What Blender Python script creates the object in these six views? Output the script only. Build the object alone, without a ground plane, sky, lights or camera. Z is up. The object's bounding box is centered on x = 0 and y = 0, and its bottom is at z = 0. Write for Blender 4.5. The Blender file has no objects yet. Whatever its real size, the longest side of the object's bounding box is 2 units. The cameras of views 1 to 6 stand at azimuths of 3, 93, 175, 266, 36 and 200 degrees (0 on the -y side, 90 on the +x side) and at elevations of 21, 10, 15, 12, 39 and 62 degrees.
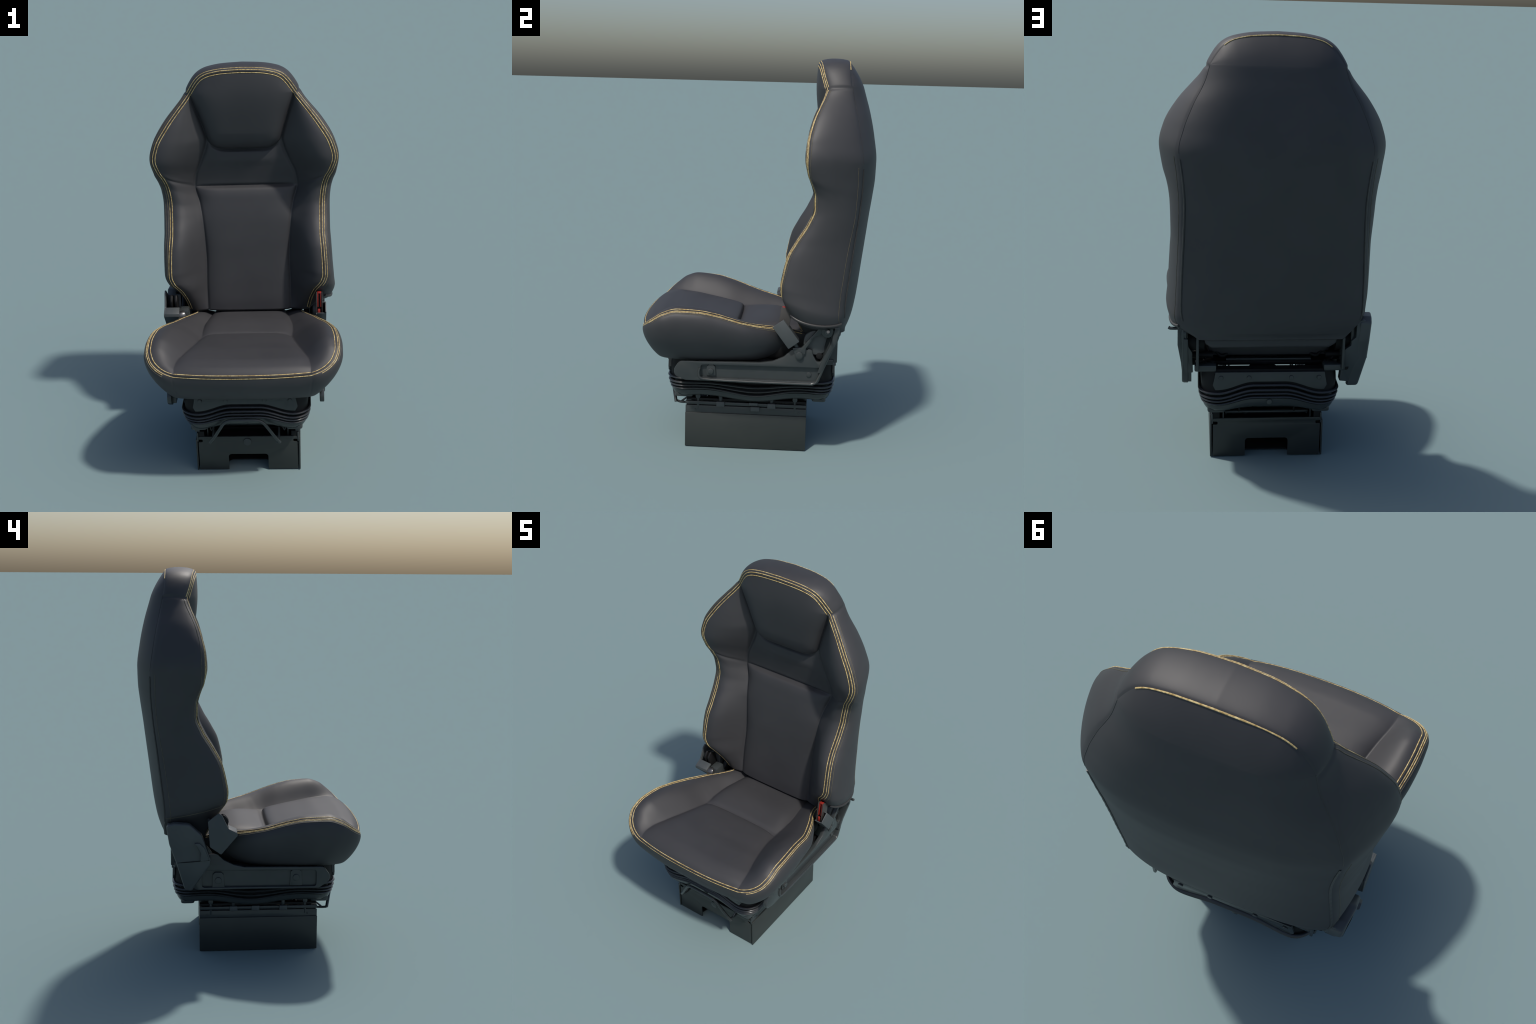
import bpy, bmesh, math
import numpy as np
from mathutils import Vector, Matrix

# ------------------------------------------------------------------ helpers
def pchip(xk, yk):
    """Monotone cubic through key values; yk may be (n,) or (n,3)."""
    xk = np.asarray(xk, float); yk = np.asarray(yk, float)
    if yk.ndim == 2:
        fs = [pchip(xk, yk[:, i]) for i in range(yk.shape[1])]
        return lambda x: np.stack([f(x) for f in fs], -1)
    h = np.diff(xk); d = np.diff(yk) / h
    m = np.zeros_like(yk)
    for i in range(1, len(xk) - 1):
        if d[i-1] * d[i] > 0:
            w1 = 2*h[i] + h[i-1]; w2 = h[i] + 2*h[i-1]
            m[i] = (w1 + w2) / (w1/d[i-1] + w2/d[i])
    m[0], m[-1] = d[0], d[-1]
    def f(x):
        x = np.clip(np.asarray(x, float), xk[0], xk[-1])
        i = np.clip(np.searchsorted(xk, x, side='right') - 1, 0, len(xk) - 2)
        t = (x - xk[i]) / h[i]
        return ((2*t**3 - 3*t**2 + 1)*yk[i] + (t**3 - 2*t**2 + t)*h[i]*m[i]
                + (-2*t**3 + 3*t**2)*yk[i+1] + (t**3 - t**2)*h[i]*m[i+1])
    return f

def resample(pts, n):
    pts = np.asarray(pts, float)
    L = np.r_[0, np.cumsum(np.linalg.norm(np.diff(pts, axis=0), axis=1))]
    s = np.linspace(0, L[-1], n)
    return np.stack([np.interp(s, L, pts[:, k]) for k in range(pts.shape[1])], -1)

def smooth_path(pts, n):
    pts = np.asarray(pts, float)
    L = np.r_[0, np.cumsum(np.linalg.norm(np.diff(pts, axis=0), axis=1))]
    return resample(pchip(L, pts)(np.linspace(0, L[-1], 6*n)), n)

def gauss(x, c, w):
    return np.exp(-((x - c) / w)**2)

ROOT = None
def link(o, parent):
    bpy.context.scene.collection.objects.link(o)
    if parent is not None:
        o.parent = parent
    return o

def mesh_object(name, verts, faces, mat, parent, smooth=True, angle=None):
    me = bpy.data.meshes.new(name)
    me.from_pydata([tuple(v) for v in verts], [], [tuple(int(i) for i in f) for f in faces])
    me.validate()
    me.materials.append(mat)
    if angle is not None:
        me.polygons.foreach_set('use_smooth', [True]*len(me.polygons))
        me.set_sharp_from_angle(angle=math.radians(angle))
    else:
        me.polygons.foreach_set('use_smooth', [smooth]*len(me.polygons))
    return link(bpy.data.objects.new(name, me), parent)

def bm_object(name, bm, mat, parent, angle=35):
    bmesh.ops.recalc_face_normals(bm, faces=bm.faces)
    me = bpy.data.meshes.new(name)
    bm.to_mesh(me); bm.free()
    me.materials.append(mat)
    me.polygons.foreach_set('use_smooth', [True]*len(me.polygons))
    me.set_sharp_from_angle(angle=math.radians(angle))
    return link(bpy.data.objects.new(name, me), parent)

def do_bevel(bm, r, seg=2, ang=30):
    if r <= 0: return
    es = [e for e in bm.edges if len(e.link_faces) == 2 and e.calc_face_angle(0) > math.radians(ang)]
    bmesh.ops.bevel(bm, geom=es, offset=r, segments=seg, profile=0.5, affect='EDGES', clamp_overlap=True)

def box(name, lo, hi, mat, parent, bevel=.003, rot=None, seg=2):
    bm = bmesh.new()
    lo = np.array(lo, float); hi = np.array(hi, float)
    bmesh.ops.create_cube(bm, size=1)
    c = (lo + hi)/2; s = hi - lo
    for v in bm.verts:
        v.co = Vector([v.co[i]*s[i] for i in range(3)])
    do_bevel(bm, bevel, seg)
    M = Matrix.Translation(Vector(c))
    if rot is not None:
        M = M @ Matrix.Rotation(math.radians(rot[1]), 4, rot[0])
    bm.transform(M)
    return bm_object(name, bm, mat, parent)

def round_poly(pts, radii, seg=5):
    """Round polygon corners in 2D. radii: one number or one per corner."""
    n = len(pts); out = []
    if not hasattr(radii, '__len__'): radii = [radii]*n
    P = [np.array(p, float) for p in pts]
    for i in range(n):
        a, b, c = P[i-1], P[i], P[(i+1) % n]
        r = radii[i]
        u = a - b; w = c - b
        lu, lw = np.linalg.norm(u), np.linalg.norm(w)
        u /= lu; w /= lw
        cosang = np.clip(u @ w, -1, 1); ang = math.acos(cosang)
        if r <= 0 or ang > 3.05:
            out.append(b); continue
        t = min(r/math.tan(ang/2), .48*lu, .48*lw)
        p0 = b + u*t; p2 = b + w*t
        for k in range(seg + 1):
            s = k/seg
            out.append((1-s)**2*p0 + 2*s*(1-s)*b + s*s*p2)
    return out

def prism(name, poly, axis, a, b, mat, parent, bevel=.002, holes=(), angle=35, seg=2):
    """Extrude a 2D outline along an axis from a to b. axis 'x': poly in (y,z); 'y': (x,z); 'z': (x,y)."""
    def p3(p, h):
        return {'x': (h, p[0], p[1]), 'y': (p[0], h, p[1]), 'z': (p[0], p[1], h)}[axis]
    bm = bmesh.new()
    loops = [poly] + list(holes)
    edges = []
    for lp in loops:
        vs = [bm.verts.new(p3(p, a)) for p in lp]
        for i in range(len(vs)):
            edges.append(bm.edges.new((vs[i], vs[(i+1) % len(vs)])))
    bmesh.ops.triangle_fill(bm, use_beauty=True, use_dissolve=True, edges=edges)
    g = bmesh.ops.extrude_face_region(bm, geom=list(bm.faces))
    d = Vector(p3((0, 0), b - a))
    for v in g['geom']:
        if isinstance(v, bmesh.types.BMVert):
            v.co += d
    bmesh.ops.recalc_face_normals(bm, faces=bm.faces)
    if bevel > 0:
        es = [e for e in bm.edges if len(e.link_faces) == 2 and e.calc_face_angle(0) > math.radians(60)]
        bmesh.ops.bevel(bm, geom=es, offset=bevel, segments=seg, profile=.5, affect='EDGES', clamp_overlap=True)
    return bm_object(name, bm, mat, parent, angle)

def frames(path, closed=False):
    n = len(path)
    T = np.zeros_like(path)
    for i in range(n):
        a = path[(i-1) % n] if (closed or i > 0) else path[0]
        b = path[(i+1) % n] if (closed or i < n-1) else path[-1]
        T[i] = (b - a)/max(np.linalg.norm(b - a), 1e-9)
    ref = np.array([0, 0, 1.0]) if abs(T[0][2]) < .9 else np.array([1.0, 0, 0])
    N = np.zeros_like(path)
    nrm = np.cross(np.cross(T[0], ref), T[0])
    for i in range(n):
        nrm = nrm - (nrm @ T[i])*T[i]
        nrm /= max(np.linalg.norm(nrm), 1e-9)
        N[i] = nrm
    return T, N, np.cross(T, N)

def tube_data(path, rad, sides=8, closed=False, flat=1.0):
    path = np.asarray(path, float); n = len(path)
    rad = np.broadcast_to(rad, (n,))
    T, N, B = frames(path, closed)
    V, F = [], []
    for i in range(n):
        for k in range(sides):
            a = 2*math.pi*k/sides
            V.append(path[i] + rad[i]*(math.cos(a)*N[i]*flat + math.sin(a)*B[i]))
    m = n if closed else n - 1
    for i in range(m):
        j = (i+1) % n
        for k in range(sides):
            k2 = (k+1) % sides
            F.append((i*sides+k, i*sides+k2, j*sides+k2, j*sides+k))
    if not closed:
        F.append(tuple(range(sides-1, -1, -1)))
        F.append(tuple((n-1)*sides + k for k in range(sides)))
    return V, F

def tube(name, path, rad, mat, parent, sides=10, closed=False, flat=1.0):
    V, F = tube_data(path, rad, sides, closed, flat)
    return mesh_object(name, V, F, mat, parent, angle=50)

def cyl(name, p0, p1, r, mat, parent, sides=24, bevel=.0015):
    p0 = Vector(p0); p1 = Vector(p1); d = p1 - p0
    bm = bmesh.new()
    bmesh.ops.create_cone(bm, cap_ends=True, segments=sides, radius1=r, radius2=r, depth=d.length)
    do_bevel(bm, bevel, 2, 60)
    bm.transform(Matrix.Translation((p0+p1)/2) @ d.to_track_quat('Z', 'Y').to_matrix().to_4x4())
    return bm_object(name, bm, mat, parent)

def bolt(name, p, axis, r, h, mat, parent):
    """Low domed bolt head standing on p along axis."""
    p = np.array(p, float); axis = np.array(axis, float)
    o = cyl(name, p - axis*.004, p + axis*h, r, mat, parent, sides=20, bevel=min(r, h)*.35)
    return o

def grid_faces(nr, nc, flip=False, off=0):
    F = []
    for i in range(nr-1):
        for j in range(nc-1):
            q = (off+i*nc+j, off+i*nc+j+1, off+(i+1)*nc+j+1, off+(i+1)*nc+j)
            F.append(q[::-1] if flip else q)
    return F

class Patch:
    """Several grids welded into one smooth surface; faces are tagged with region names and
    separated into objects that share the whole surface's vertex normals."""
    def __init__(self):
        self.V = []; self.F = []; self.R = []
    def add(self, G, region, flip=False):
        nr, nc = G.shape[:2]; off = len(self.V)
        self.V.extend(G.reshape(-1, 3))
        for i in range(nr-1):
            for j in range(nc-1):
                q = (off+i*nc+j, off+i*nc+j+1, off+(i+1)*nc+j+1, off+(i+1)*nc+j)
                self.F.append(q[::-1] if flip else q)
                self.R.append(region(i, j) if callable(region) else region)
    def build(self, mats, parent, root_name=None):
        V = np.array(self.V); key = np.round(V, 5)
        uniq, inv = np.unique(key, axis=0, return_inverse=True)
        inv = inv.reshape(-1)
        P = uniq
        Fs, Rs = [], []
        for f, r in zip(self.F, self.R):
            g = []
            for i in f:
                k = inv[i]
                if k not in g: g.append(k)
            if len(g) >= 3:
                Fs.append(g); Rs.append(r)
        N = np.zeros_like(P)
        for f in Fs:
            p = P[f]
            n = np.cross(p[2]-p[0], p[-1]-p[1]) if len(f) == 4 else np.cross(p[1]-p[0], p[2]-p[0])
            N[f] += n
        N /= np.maximum(np.linalg.norm(N, axis=1, keepdims=True), 1e-12)
        objs = {}
        for name in sorted(set(Rs)):
            fs = [f for f, r in zip(Fs, Rs) if r == name]
            ids = sorted({i for f in fs for i in f}); remap = {k: i for i, k in enumerate(ids)}
            base = name.split('#')[0]
            me = bpy.data.meshes.new(base)
            me.from_pydata([tuple(P[i]) for i in ids], [], [[remap[i] for i in f] for f in fs])
            me.materials.append(mats[base])
            me.polygons.foreach_set('use_smooth', [True]*len(me.polygons))
            me.normals_split_custom_set_from_vertices([tuple(N[i]) for i in ids])
            par = parent
            objs[name] = link(bpy.data.objects.new(base, me), par)
        return objs

def along(poly, d):
    """Point at arc distance d from the start of a polyline."""
    poly = np.asarray(poly)
    L = np.r_[0, np.cumsum(np.linalg.norm(np.diff(poly, axis=0), axis=1))]
    d = min(d, L[-1])
    return np.array([np.interp(d, L, poly[:, k]) for k in range(3)])

# ---------------------------------------------------------------- materials
def new_mat(name):
    m = bpy.data.materials.new(name); m.use_nodes = True
    nt = m.node_tree; nt.nodes.clear()
    out = nt.nodes.new('ShaderNodeOutputMaterial')
    b = nt.nodes.new('ShaderNodeBsdfPrincipled')
    nt.links.new(b.outputs[0], out.inputs[0])
    return m, nt, b

def noise_mix(nt, coord, scale, c0, c1, lo=.35, hi=.65, detail=4):
    n = nt.nodes.new('ShaderNodeTexNoise'); n.inputs['Scale'].default_value = scale
    n.inputs['Detail'].default_value = detail
    nt.links.new(coord, n.inputs['Vector'])
    r = nt.nodes.new('ShaderNodeValToRGB')
    r.color_ramp.elements[0].position = lo; r.color_ramp.elements[0].color = (*c0, 1)
    r.color_ramp.elements[1].position = hi; r.color_ramp.elements[1].color = (*c1, 1)
    nt.links.new(n.outputs['Fac'], r.inputs[0])
    return r.outputs[0]

def surface(name, c0, c1, scale=6, rough=.5, metal=0., bump=0., bscale=300, spec=.5, sheen=0., coat=0.):
    m, nt, b = new_mat(name)
    tc = nt.nodes.new('ShaderNodeTexCoord').outputs['Object']
    nt.links.new(noise_mix(nt, tc, scale, c0, c1), b.inputs['Base Color'])
    b.inputs['Roughness'].default_value = rough
    b.inputs['Metallic'].default_value = metal
    b.inputs['Specular IOR Level'].default_value = spec
    b.inputs['Sheen Weight'].default_value = sheen
    b.inputs['Coat Weight'].default_value = coat
    if bump:
        n = nt.nodes.new('ShaderNodeTexNoise'); n.inputs['Scale'].default_value = bscale
        n.inputs['Detail'].default_value = 3
        nt.links.new(tc, n.inputs['Vector'])
        bp = nt.nodes.new('ShaderNodeBump'); bp.inputs['Strength'].default_value = bump
        bp.inputs['Distance'].default_value = .001
        nt.links.new(n.outputs['Fac'], bp.inputs['Height'])
        nt.links.new(bp.outputs[0], b.inputs['Normal'])
    return m

LEATHER = surface('dark_grey_leather', (.0335, .0333, .0362), (.0385, .0381, .0412), 5, .57, bump=.10, bscale=420)
BACKCLOTH = LEATHER
STITCH = surface('gold_thread', (.34, .22, .07), (.70, .56, .27), 90, .6, bump=.3, bscale=900)
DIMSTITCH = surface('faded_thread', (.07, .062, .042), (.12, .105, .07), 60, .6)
PIPING = surface('dark_piping', (.028, .027, .028), (.034, .033, .032), 20, .45)
METAL = surface('grey_painted_steel', (.032, .037, .038), (.038, .043, .044), 8, .25, bump=.03)
BOXMETAL = surface('black_painted_steel', (.023, .027, .026), (.028, .032, .030), 5, .42, bump=.06, bscale=500)
PLASTIC = surface('grey_plastic', (.052, .059, .061), (.060, .067, .069), 10, .46, bump=.1, bscale=600)
RUBBER = surface('shadow_darkened_rubber', (.005, .005, .0055), (.008, .008, .0085), 6, .6, spec=.25)  # base colour pushed near black for the shadowed collar below the cushion
FOLD = surface('bellows_rubber', (.026, .028, .030), (.032, .034, .036), 6, .24)
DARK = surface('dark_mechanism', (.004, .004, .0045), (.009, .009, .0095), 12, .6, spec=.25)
CHROME = surface('bright_steel', (.10, .10, .10), (.14, .14, .14), 12, .28, metal=.8)
RIM = surface('glint_lightened_steel', (.055, .060, .060), (.068, .074, .074), 8, .2, metal=.45)  # paler than the plates' steel, so rim edges carry their specular glints
CHEEK = surface('brown_grey_plastic', (.040, .036, .034), (.050, .045, .042), 12, .45)
RED = surface('red_plastic', (.26, .018, .012), (.36, .028, .018), 15, .4)

# ---------------------------------------------------------------- root
ROOT = bpy.data.objects.new('driver_seat', None)
bpy.context.scene.collection.objects.link(ROOT)
ROOT['label'] = 'dark grey leather suspension driver seat with gold stitching'
ROOT['category'] = 'vehicle seat'

# ================================================================ BACKREST
# Front cover: rows run from the bottom edge (rho = 0.66) to the head corner (1.845),
# columns from the left seam over left groove, right groove to the right seam.
side_F = pchip([.66, .70, .74, .77, .80, .825, .84, .855, .90, .946, 1.04, 1.12, 1.208, 1.284, 1.35, 1.405, 1.451, 1.516, 1.589, 1.681, 1.764, 1.80, 1.845],
    [(.326, .240, .66), (.334, .222, .70), (.343, .20, .74), (.353, .182, .77), (.364, .162, .80), (.380, .146, .825), (.391, .138, .84), (.401, .133, .855),
     (.414, .130, .90), (.413, .137, .946), (.408, .160, 1.04), (.402, .203, 1.12), (.403, .256, 1.208), (.406, .283, 1.284), (.415, .281, 1.35), (.431, .264, 1.405), (.455, .246, 1.451),
     (.474, .237, 1.516), (.456, .240, 1.589), (.401, .260, 1.681), (.338, .292, 1.764), (.308, .307, 1.80), (.273, .322, 1.845)])
groove_x = pchip([.66, .80, .94, 1.15, 1.25, 1.335, 1.40, 1.48, 1.55, 1.60, 1.65, 1.72, 1.80, 1.845],
                 [.230, .232, .229, .240, .256, .279, .270, .238, .211, .200, .211, .232, .259, .273])
groove_y = pchip([.66, .80, .94, 1.15, 1.335, 1.45, 1.60, 1.75, 1.845],
                 [.240, .262, .285, .312, .372, .359, .350, .335, .322])
center_y = pchip([.66, .70, .80, .94, 1.05, 1.15, 1.25, 1.305, 1.325, 1.335, 1.345, 1.37, 1.45, 1.53, 1.58, 1.60, 1.606, 1.622, 1.65, 1.70, 1.76, 1.845],
                 [.226, .229, .244, .265, .279, .296, .322, .340, .354, .380, .374, .371, .361, .353, .357, .372, .350, .328, .308, .290, .278, .268])
bolster_h = pchip([.66, .80, .86, 1.0, 1.12, 1.21, 1.30, 1.36, 1.42, 1.52, 1.65, 1.77, 1.845],
                  [.010, .022, .024, .028, .030, .028, .020, .016, .022, .032, .022, .008, 0])
groove_depth = pchip([.66, 1.2, 1.34, 1.45, 1.60, 1.75, 1.83, 1.845], [.003, .003, .004, .006, .010, .008, .002, 0])
NR, NB, NCEN = 280, 60, 170
rho = np.unique(np.r_[np.linspace(.66, 1.845, NR), 1.335, 1.60])
NR = len(rho)
def front_row(r):
    Fo = side_F(r + (0 if r > 1.70 or r < 1.0 else .085*gauss(r, 1.335, .13)))
    xg, yg, yc, h = groove_x(r), groove_y(r), center_y(r), bolster_h(r)
    g = np.array([xg, yg, r])
    s = np.linspace(0, 1, NB)
    bol = np.zeros((NB, 3))
    bol[:, 0] = g[0] + (Fo[0]-g[0])*s
    bol[:, 2] = g[2] + (Fo[2]-g[2])*s
    crease = .005*gauss(r, 1.335, .010)*np.sin(math.pi*np.clip(s*1.0, 0, 1))**.5
    bol[:, 1] = g[1] + (Fo[1]-g[1])*(.6*s + .4*np.sin(s*math.pi/2)) - h*np.sin(math.pi*s**1.45) + crease
    c = np.linspace(-1, 1, NCEN)
    p = 6.0 if r > 1.6 else (4.5 if r > 1.335 else 6.0)
    cen = np.zeros((NCEN, 3))
    cen[:, 0] = c*xg
    cen[:, 1] = yc + (yg-yc)*np.abs(c)**p
    cen[:, 2] = r - .06*(1-np.abs(c)**6)*gauss(r, 1.6, .12)
    gd = float(groove_depth(r))
    bol[:, 1] += gd*np.exp(-(s*np.hypot(Fo[0]-g[0], Fo[1]-g[1])/.009)**2)
    cen[:, 1] += gd*np.exp(-((1-np.abs(c))*xg/.009)**2)
    left = bol[::-1].copy(); left[:, 0] *= -1
    return np.vstack([left[:-1], cen, bol[1:]])
FG = np.array([front_row(r) for r in rho])
NCOL = FG.shape[1]
iL, iR = NB-1, NB-2+NCEN            # groove columns

# Head lens above the head corners
head_half = smooth_path([(0, .277, 1.970), (.09, .279, 1.966), (.165, .286, 1.953), (.206, .293, 1.934), (.234, .302, 1.905), (.254, .312, 1.875), (.273, .322, 1.845)], 120)
head_F = np.vstack([(head_half*[-1, 1, 1])[::-1], head_half[1:]])
head_F = resample(head_F, NCEN)
NL = 26
base = FG[-1, iL:iR+1]
w = np.linspace(0, 1, NL)[:, None, None]
q = np.linspace(-1, 1, NCEN)
HG = base[None]*(1-w) + head_F[None]*w
HG[:, :, 1] -= .004*(4*w*(1-w))[:, :, 0]*(1-np.abs(q)**6)[None]

def blend_rows(A, B, lo, hi, reach=26, times=60):
    """Relax the depth of the rows around the border of two stacked grids."""
    Y = np.vstack([A[-reach:, lo:hi, 1], B[1:, :, 1] if B.shape[1] == hi-lo else B[1:, lo:hi, 1]])
    n = Y.shape[1]
    m = np.clip((1-np.abs(np.linspace(-1, 1, n)))*10, 0, 1)[None]
    r = np.clip(np.minimum(np.arange(len(Y)), np.arange(len(Y))[::-1])/8., 0, 1)[:, None]*m
    for _ in range(times):
        avg = Y.copy(); avg[1:-1] = .25*Y[:-2] + .5*Y[1:-1] + .25*Y[2:]
        Y = Y + (avg-Y)*r
    A[-reach:, lo:hi, 1] = Y[:reach]
    if B.shape[1] == hi-lo: B[1:, :, 1] = Y[reach:]; B[0, :, 1] = Y[reach-1]
    else: B[1:, lo:hi, 1] = Y[reach:]; B[0, lo:hi, 1] = Y[reach-1]
HG[0] = FG[-1, iL:iR+1]
blend_rows(FG, HG, iL, iR+1, 40, 220)
bp = Patch()
def region_front(i, j):
    r = rho[i]
    if iL <= j < iR:
        return 'headrest_panel' if r >= 1.5999 else ('shoulder_panel' if r >= 1.3349 else 'lumbar_panel')
    side = '#l' if j < iL else '#r'
    return ('shoulder_bolster' if r >= 1.3349 else 'side_bolster') + side
bp.add(FG, region_front)
bp.add(HG, 'headrest_panel')

backrest = box('backrest', (-.20, .40, .75), (.20, .45, 1.80), DARK, ROOT, .02)   # inner frame carrying the covers
fm = {k: LEATHER for k in ('headrest_panel', 'shoulder_panel', 'lumbar_panel', 'shoulder_bolster', 'side_bolster')}
bp.build(fm, backrest)

# --- rim loop: bottom (left to right), right side up, head (right to left), left side down
def loop_from(G, H):
    bot = G[0]; right = G[1:, -1]; head = H[-1][::-1][1:-1]; left = G[::-1][:-1, 0]
    return np.vstack([bot, right, head, left])
F_loop = loop_from(FG, HG)
nb, ns, nh = NCOL, NR-1, NCEN-2

side_R = pchip([.66, .72, .77, .81, .855, .90, .946, 1.04, 1.12, 1.284, 1.40, 1.49, 1.516, 1.60, 1.70, 1.80, 1.845],
    [(.320, .452, .662), (.348, .450, .688), (.376, .450, .720), (.396, .446, .745), (.405, .445, .778), (.404, .450, .85), (.402, .458, .92), (.397, .472, 1.04), (.393, .481, 1.12),
     (.388, .500, 1.284), (.396, .508, 1.40), (.409, .508, 1.49), (.412, .506, 1.516), (.392, .494, 1.60), (.352, .477, 1.70), (.302, .456, 1.80), (.283, .443, 1.862)])
RG = np.zeros_like(FG)
back_pow = pchip([.66, .80, 1.02, 1.25, 1.45, 1.845], [4.0, 4.0, 2.6, 2.8, 3.3, 4.6])
back_y = pchip([.60, .67, .70, .79, .93, 1.14, 1.22, 1.33, 1.42, 1.50, 1.62, 1.75, 1.865, 1.93, 1.985],
               [.448, .460, .477, .503, .525, .551, .560, .574, .5825, .5835, .568, .540, .505, .482, .436])
for i, r in enumerate(rho):
    e = side_R(r)
    c = np.linspace(-1, 1, NCOL)
    RG[i, :, 0] = e[0]*c
    RG[i, :, 2] = e[2]
    RG[i, :, 1] = e[1] + (back_y(e[2]) - e[1])*(1-np.abs(c)**float(back_pow(r)))
e = side_R(1.845)
rear_half = smooth_path([(0, .435, 1.986), (.10, .434, 1.981), (.18, .433, 1.966), (.225, .434, 1.94), (.255, .437, 1.905), (.283, .443, 1.862)], 120)
rear_R = resample(np.vstack([(rear_half*[-1, 1, 1])[::-1], rear_half[1:]]), NCOL)
RH = RG[-1][None]*(1-w) + rear_R[None]*w
slope = (RG[-1, :, 1]-RG[-6, :, 1])/(RG[-1, :, 2]-RG[-6, :, 2])
m0 = slope*(rear_R[:, 2]-RG[-1, :, 2]); w1 = w[:, :, 0]
RH[:, :, 1] = RG[-1][None, :, 1] + m0[None]*w1 + (rear_R[:, 1]-RG[-1, :, 1]-m0)[None]*w1**2
blend_rows(RG, RH, 0, NCOL)
rp = Patch()
rp.add(RG, 'back_panel', flip=True); rp.add(RH, 'back_panel', flip=True)
rp.build({'back_panel': BACKCLOTH}, backrest)
# matching rear loop sampled like the front loop
head_rear = resample(rear_R, NCEN)
R_loop = np.vstack([RG[0], RG[1:, -1], head_rear[::-1][1:-1], RG[::-1][:-1, 0]])

# outward direction and swell of the rim band per loop point
nloop = len(F_loop)
M_loop = (F_loop + R_loop)/2
O = np.zeros((nloop, 3)); bul = np.zeros(nloop)
T = np.roll(M_loop, -6, 0) - np.roll(M_loop, 6, 0)
O[:, 0] = T[:, 2]; O[:, 2] = -T[:, 0]
O /= np.maximum(np.linalg.norm(O, axis=1, keepdims=True), 1e-9)
side_b = {1: pchip([.66, .72, .78, .84, .88, .95, 1.04, 1.2, 1.3, 1.4, 1.516, 1.65, 1.78, 1.845],
                   [.02, .055, .095, .085, .060, .054, .053, .054, .054, .048, .042, .042, .029, .022]),
          -1: pchip([.66, .72, .78, .84, .88, .95, 1.04, 1.2, 1.3, 1.4, 1.516, 1.65, 1.78, 1.845],
                    [.02, .02, .022, .03, .042, .045, .048, .052, .052, .044, .040, .040, .029, .022])}
for i in range(nloop):
    if i < nb:
        bul[i] = .02
    elif i < nb+ns:
        bul[i] = side_b[1](rho[i-nb+1])
    elif i < nb+ns+nh:
        bul[i] = .0225 + .006*gauss(abs(F_loop[i][0]), .235, .05)
    else:
        bul[i] = side_b[-1](rho[::-1][i-nb-ns-nh])
for _ in range(12):
    bul = (bul + np.roll(bul, 1) + np.roll(bul, -1))/3
    O = O + np.roll(O, 1, 0) + np.roll(O, -1, 0)
    O /= np.linalg.norm(O, axis=1, keepdims=True)
NBAND = 34
sb = np.linspace(0, 1, NBAND)
prof = np.clip(1-(2*sb**.68-1)**2, 0, 1)**.62
BG = np.zeros((nloop+1, NBAND, 3))
for i in range(nloop+1):
    k = i % nloop
    P = F_loop[k][None]*(1-sb[:, None]) + R_loop[k][None]*sb[:, None]
    P += O[k][None]*(bul[k]*prof)[:, None]
    zz = F_loop[k][2]; side_seam = .0045*gauss(zz, 1.838, .0065) if nb <= k else 0
    if nb+ns <= k < nb+ns+nh: side_seam = .0045*gauss(F_loop[k][2], 1.838, .0065)
    P -= O[k][None]*(side_seam*np.minimum(1, 6*sb*(1-sb)*4))[:, None]
    BG[i] = P
bandp = Patch()
def band_region(i, j):
    k = i % nloop
    if nb-1 <= k < nb+ns-1: return 'side_panel#r'
    if nb+ns-1 <= k < nb+ns+nh: return 'headrest_strip'
    if k >= nb+ns+nh: return 'side_panel#l'
    return 'backrest_underside'
bandp.add(BG, band_region)
bandp.build({'side_panel': LEATHER, 'headrest_strip': LEATHER, 'backrest_underside': LEATHER}, backrest)

# rounded lip tucked under the rear hem
prism('lower_lip', round_poly([(-.302, .668), (-.294, .632), (-.264, .612), (.270, .612), (.298, .632), (.306, .668)], [0, .02, .03, .03, .02, 0], 5),
      'y', .33, .436, LEATHER, backrest, .020, seg=4)

# --- stitching: rows of thread beside the seam
def inward(i):
    """polyline on the front cover running inward from loop point i"""
    if i < nb:
        return FG[:14, i]
    if i < nb+ns:
        return FG[i-nb+1, ::-1][:40]
    if i < nb+ns+nh:
        j = NCEN-2-(i-nb-ns)
        return np.vstack([HG[::-1, j], FG[::-1][1:20, iL+j]])
    return FG[::-1][i-nb-ns-nh, :40]

def stitch_row(name, pts, rad, mat, parent, pitch=.009, seed=1):
    pts = np.asarray(pts)
    L = np.linalg.norm(np.diff(pts, axis=0), axis=1).sum()
    n = int(L/(pitch/4))
    P = resample(pts, n)
    ker = np.ones(7)/7                     # ease out sampling wobble
    for k in range(3):
        pad = np.r_[[P[0, k]]*3, P[:, k], [P[-1, k]]*3]
        P[:, k] = np.convolve(pad, ker, 'valid')
    rng = np.random.default_rng(seed)
    wob = np.interp(np.arange(n), np.arange(0, n+40, 20), rng.uniform(.75, 1.2, len(np.arange(0, n+40, 20))))
    r = rad*wob*(.84 + .16*np.abs(np.sin(np.arange(n)*math.pi/4)))
    o = tube(name, P, r, mat, parent, sides=6)
    o['kind'] = 'stuff'
    return o

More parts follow.
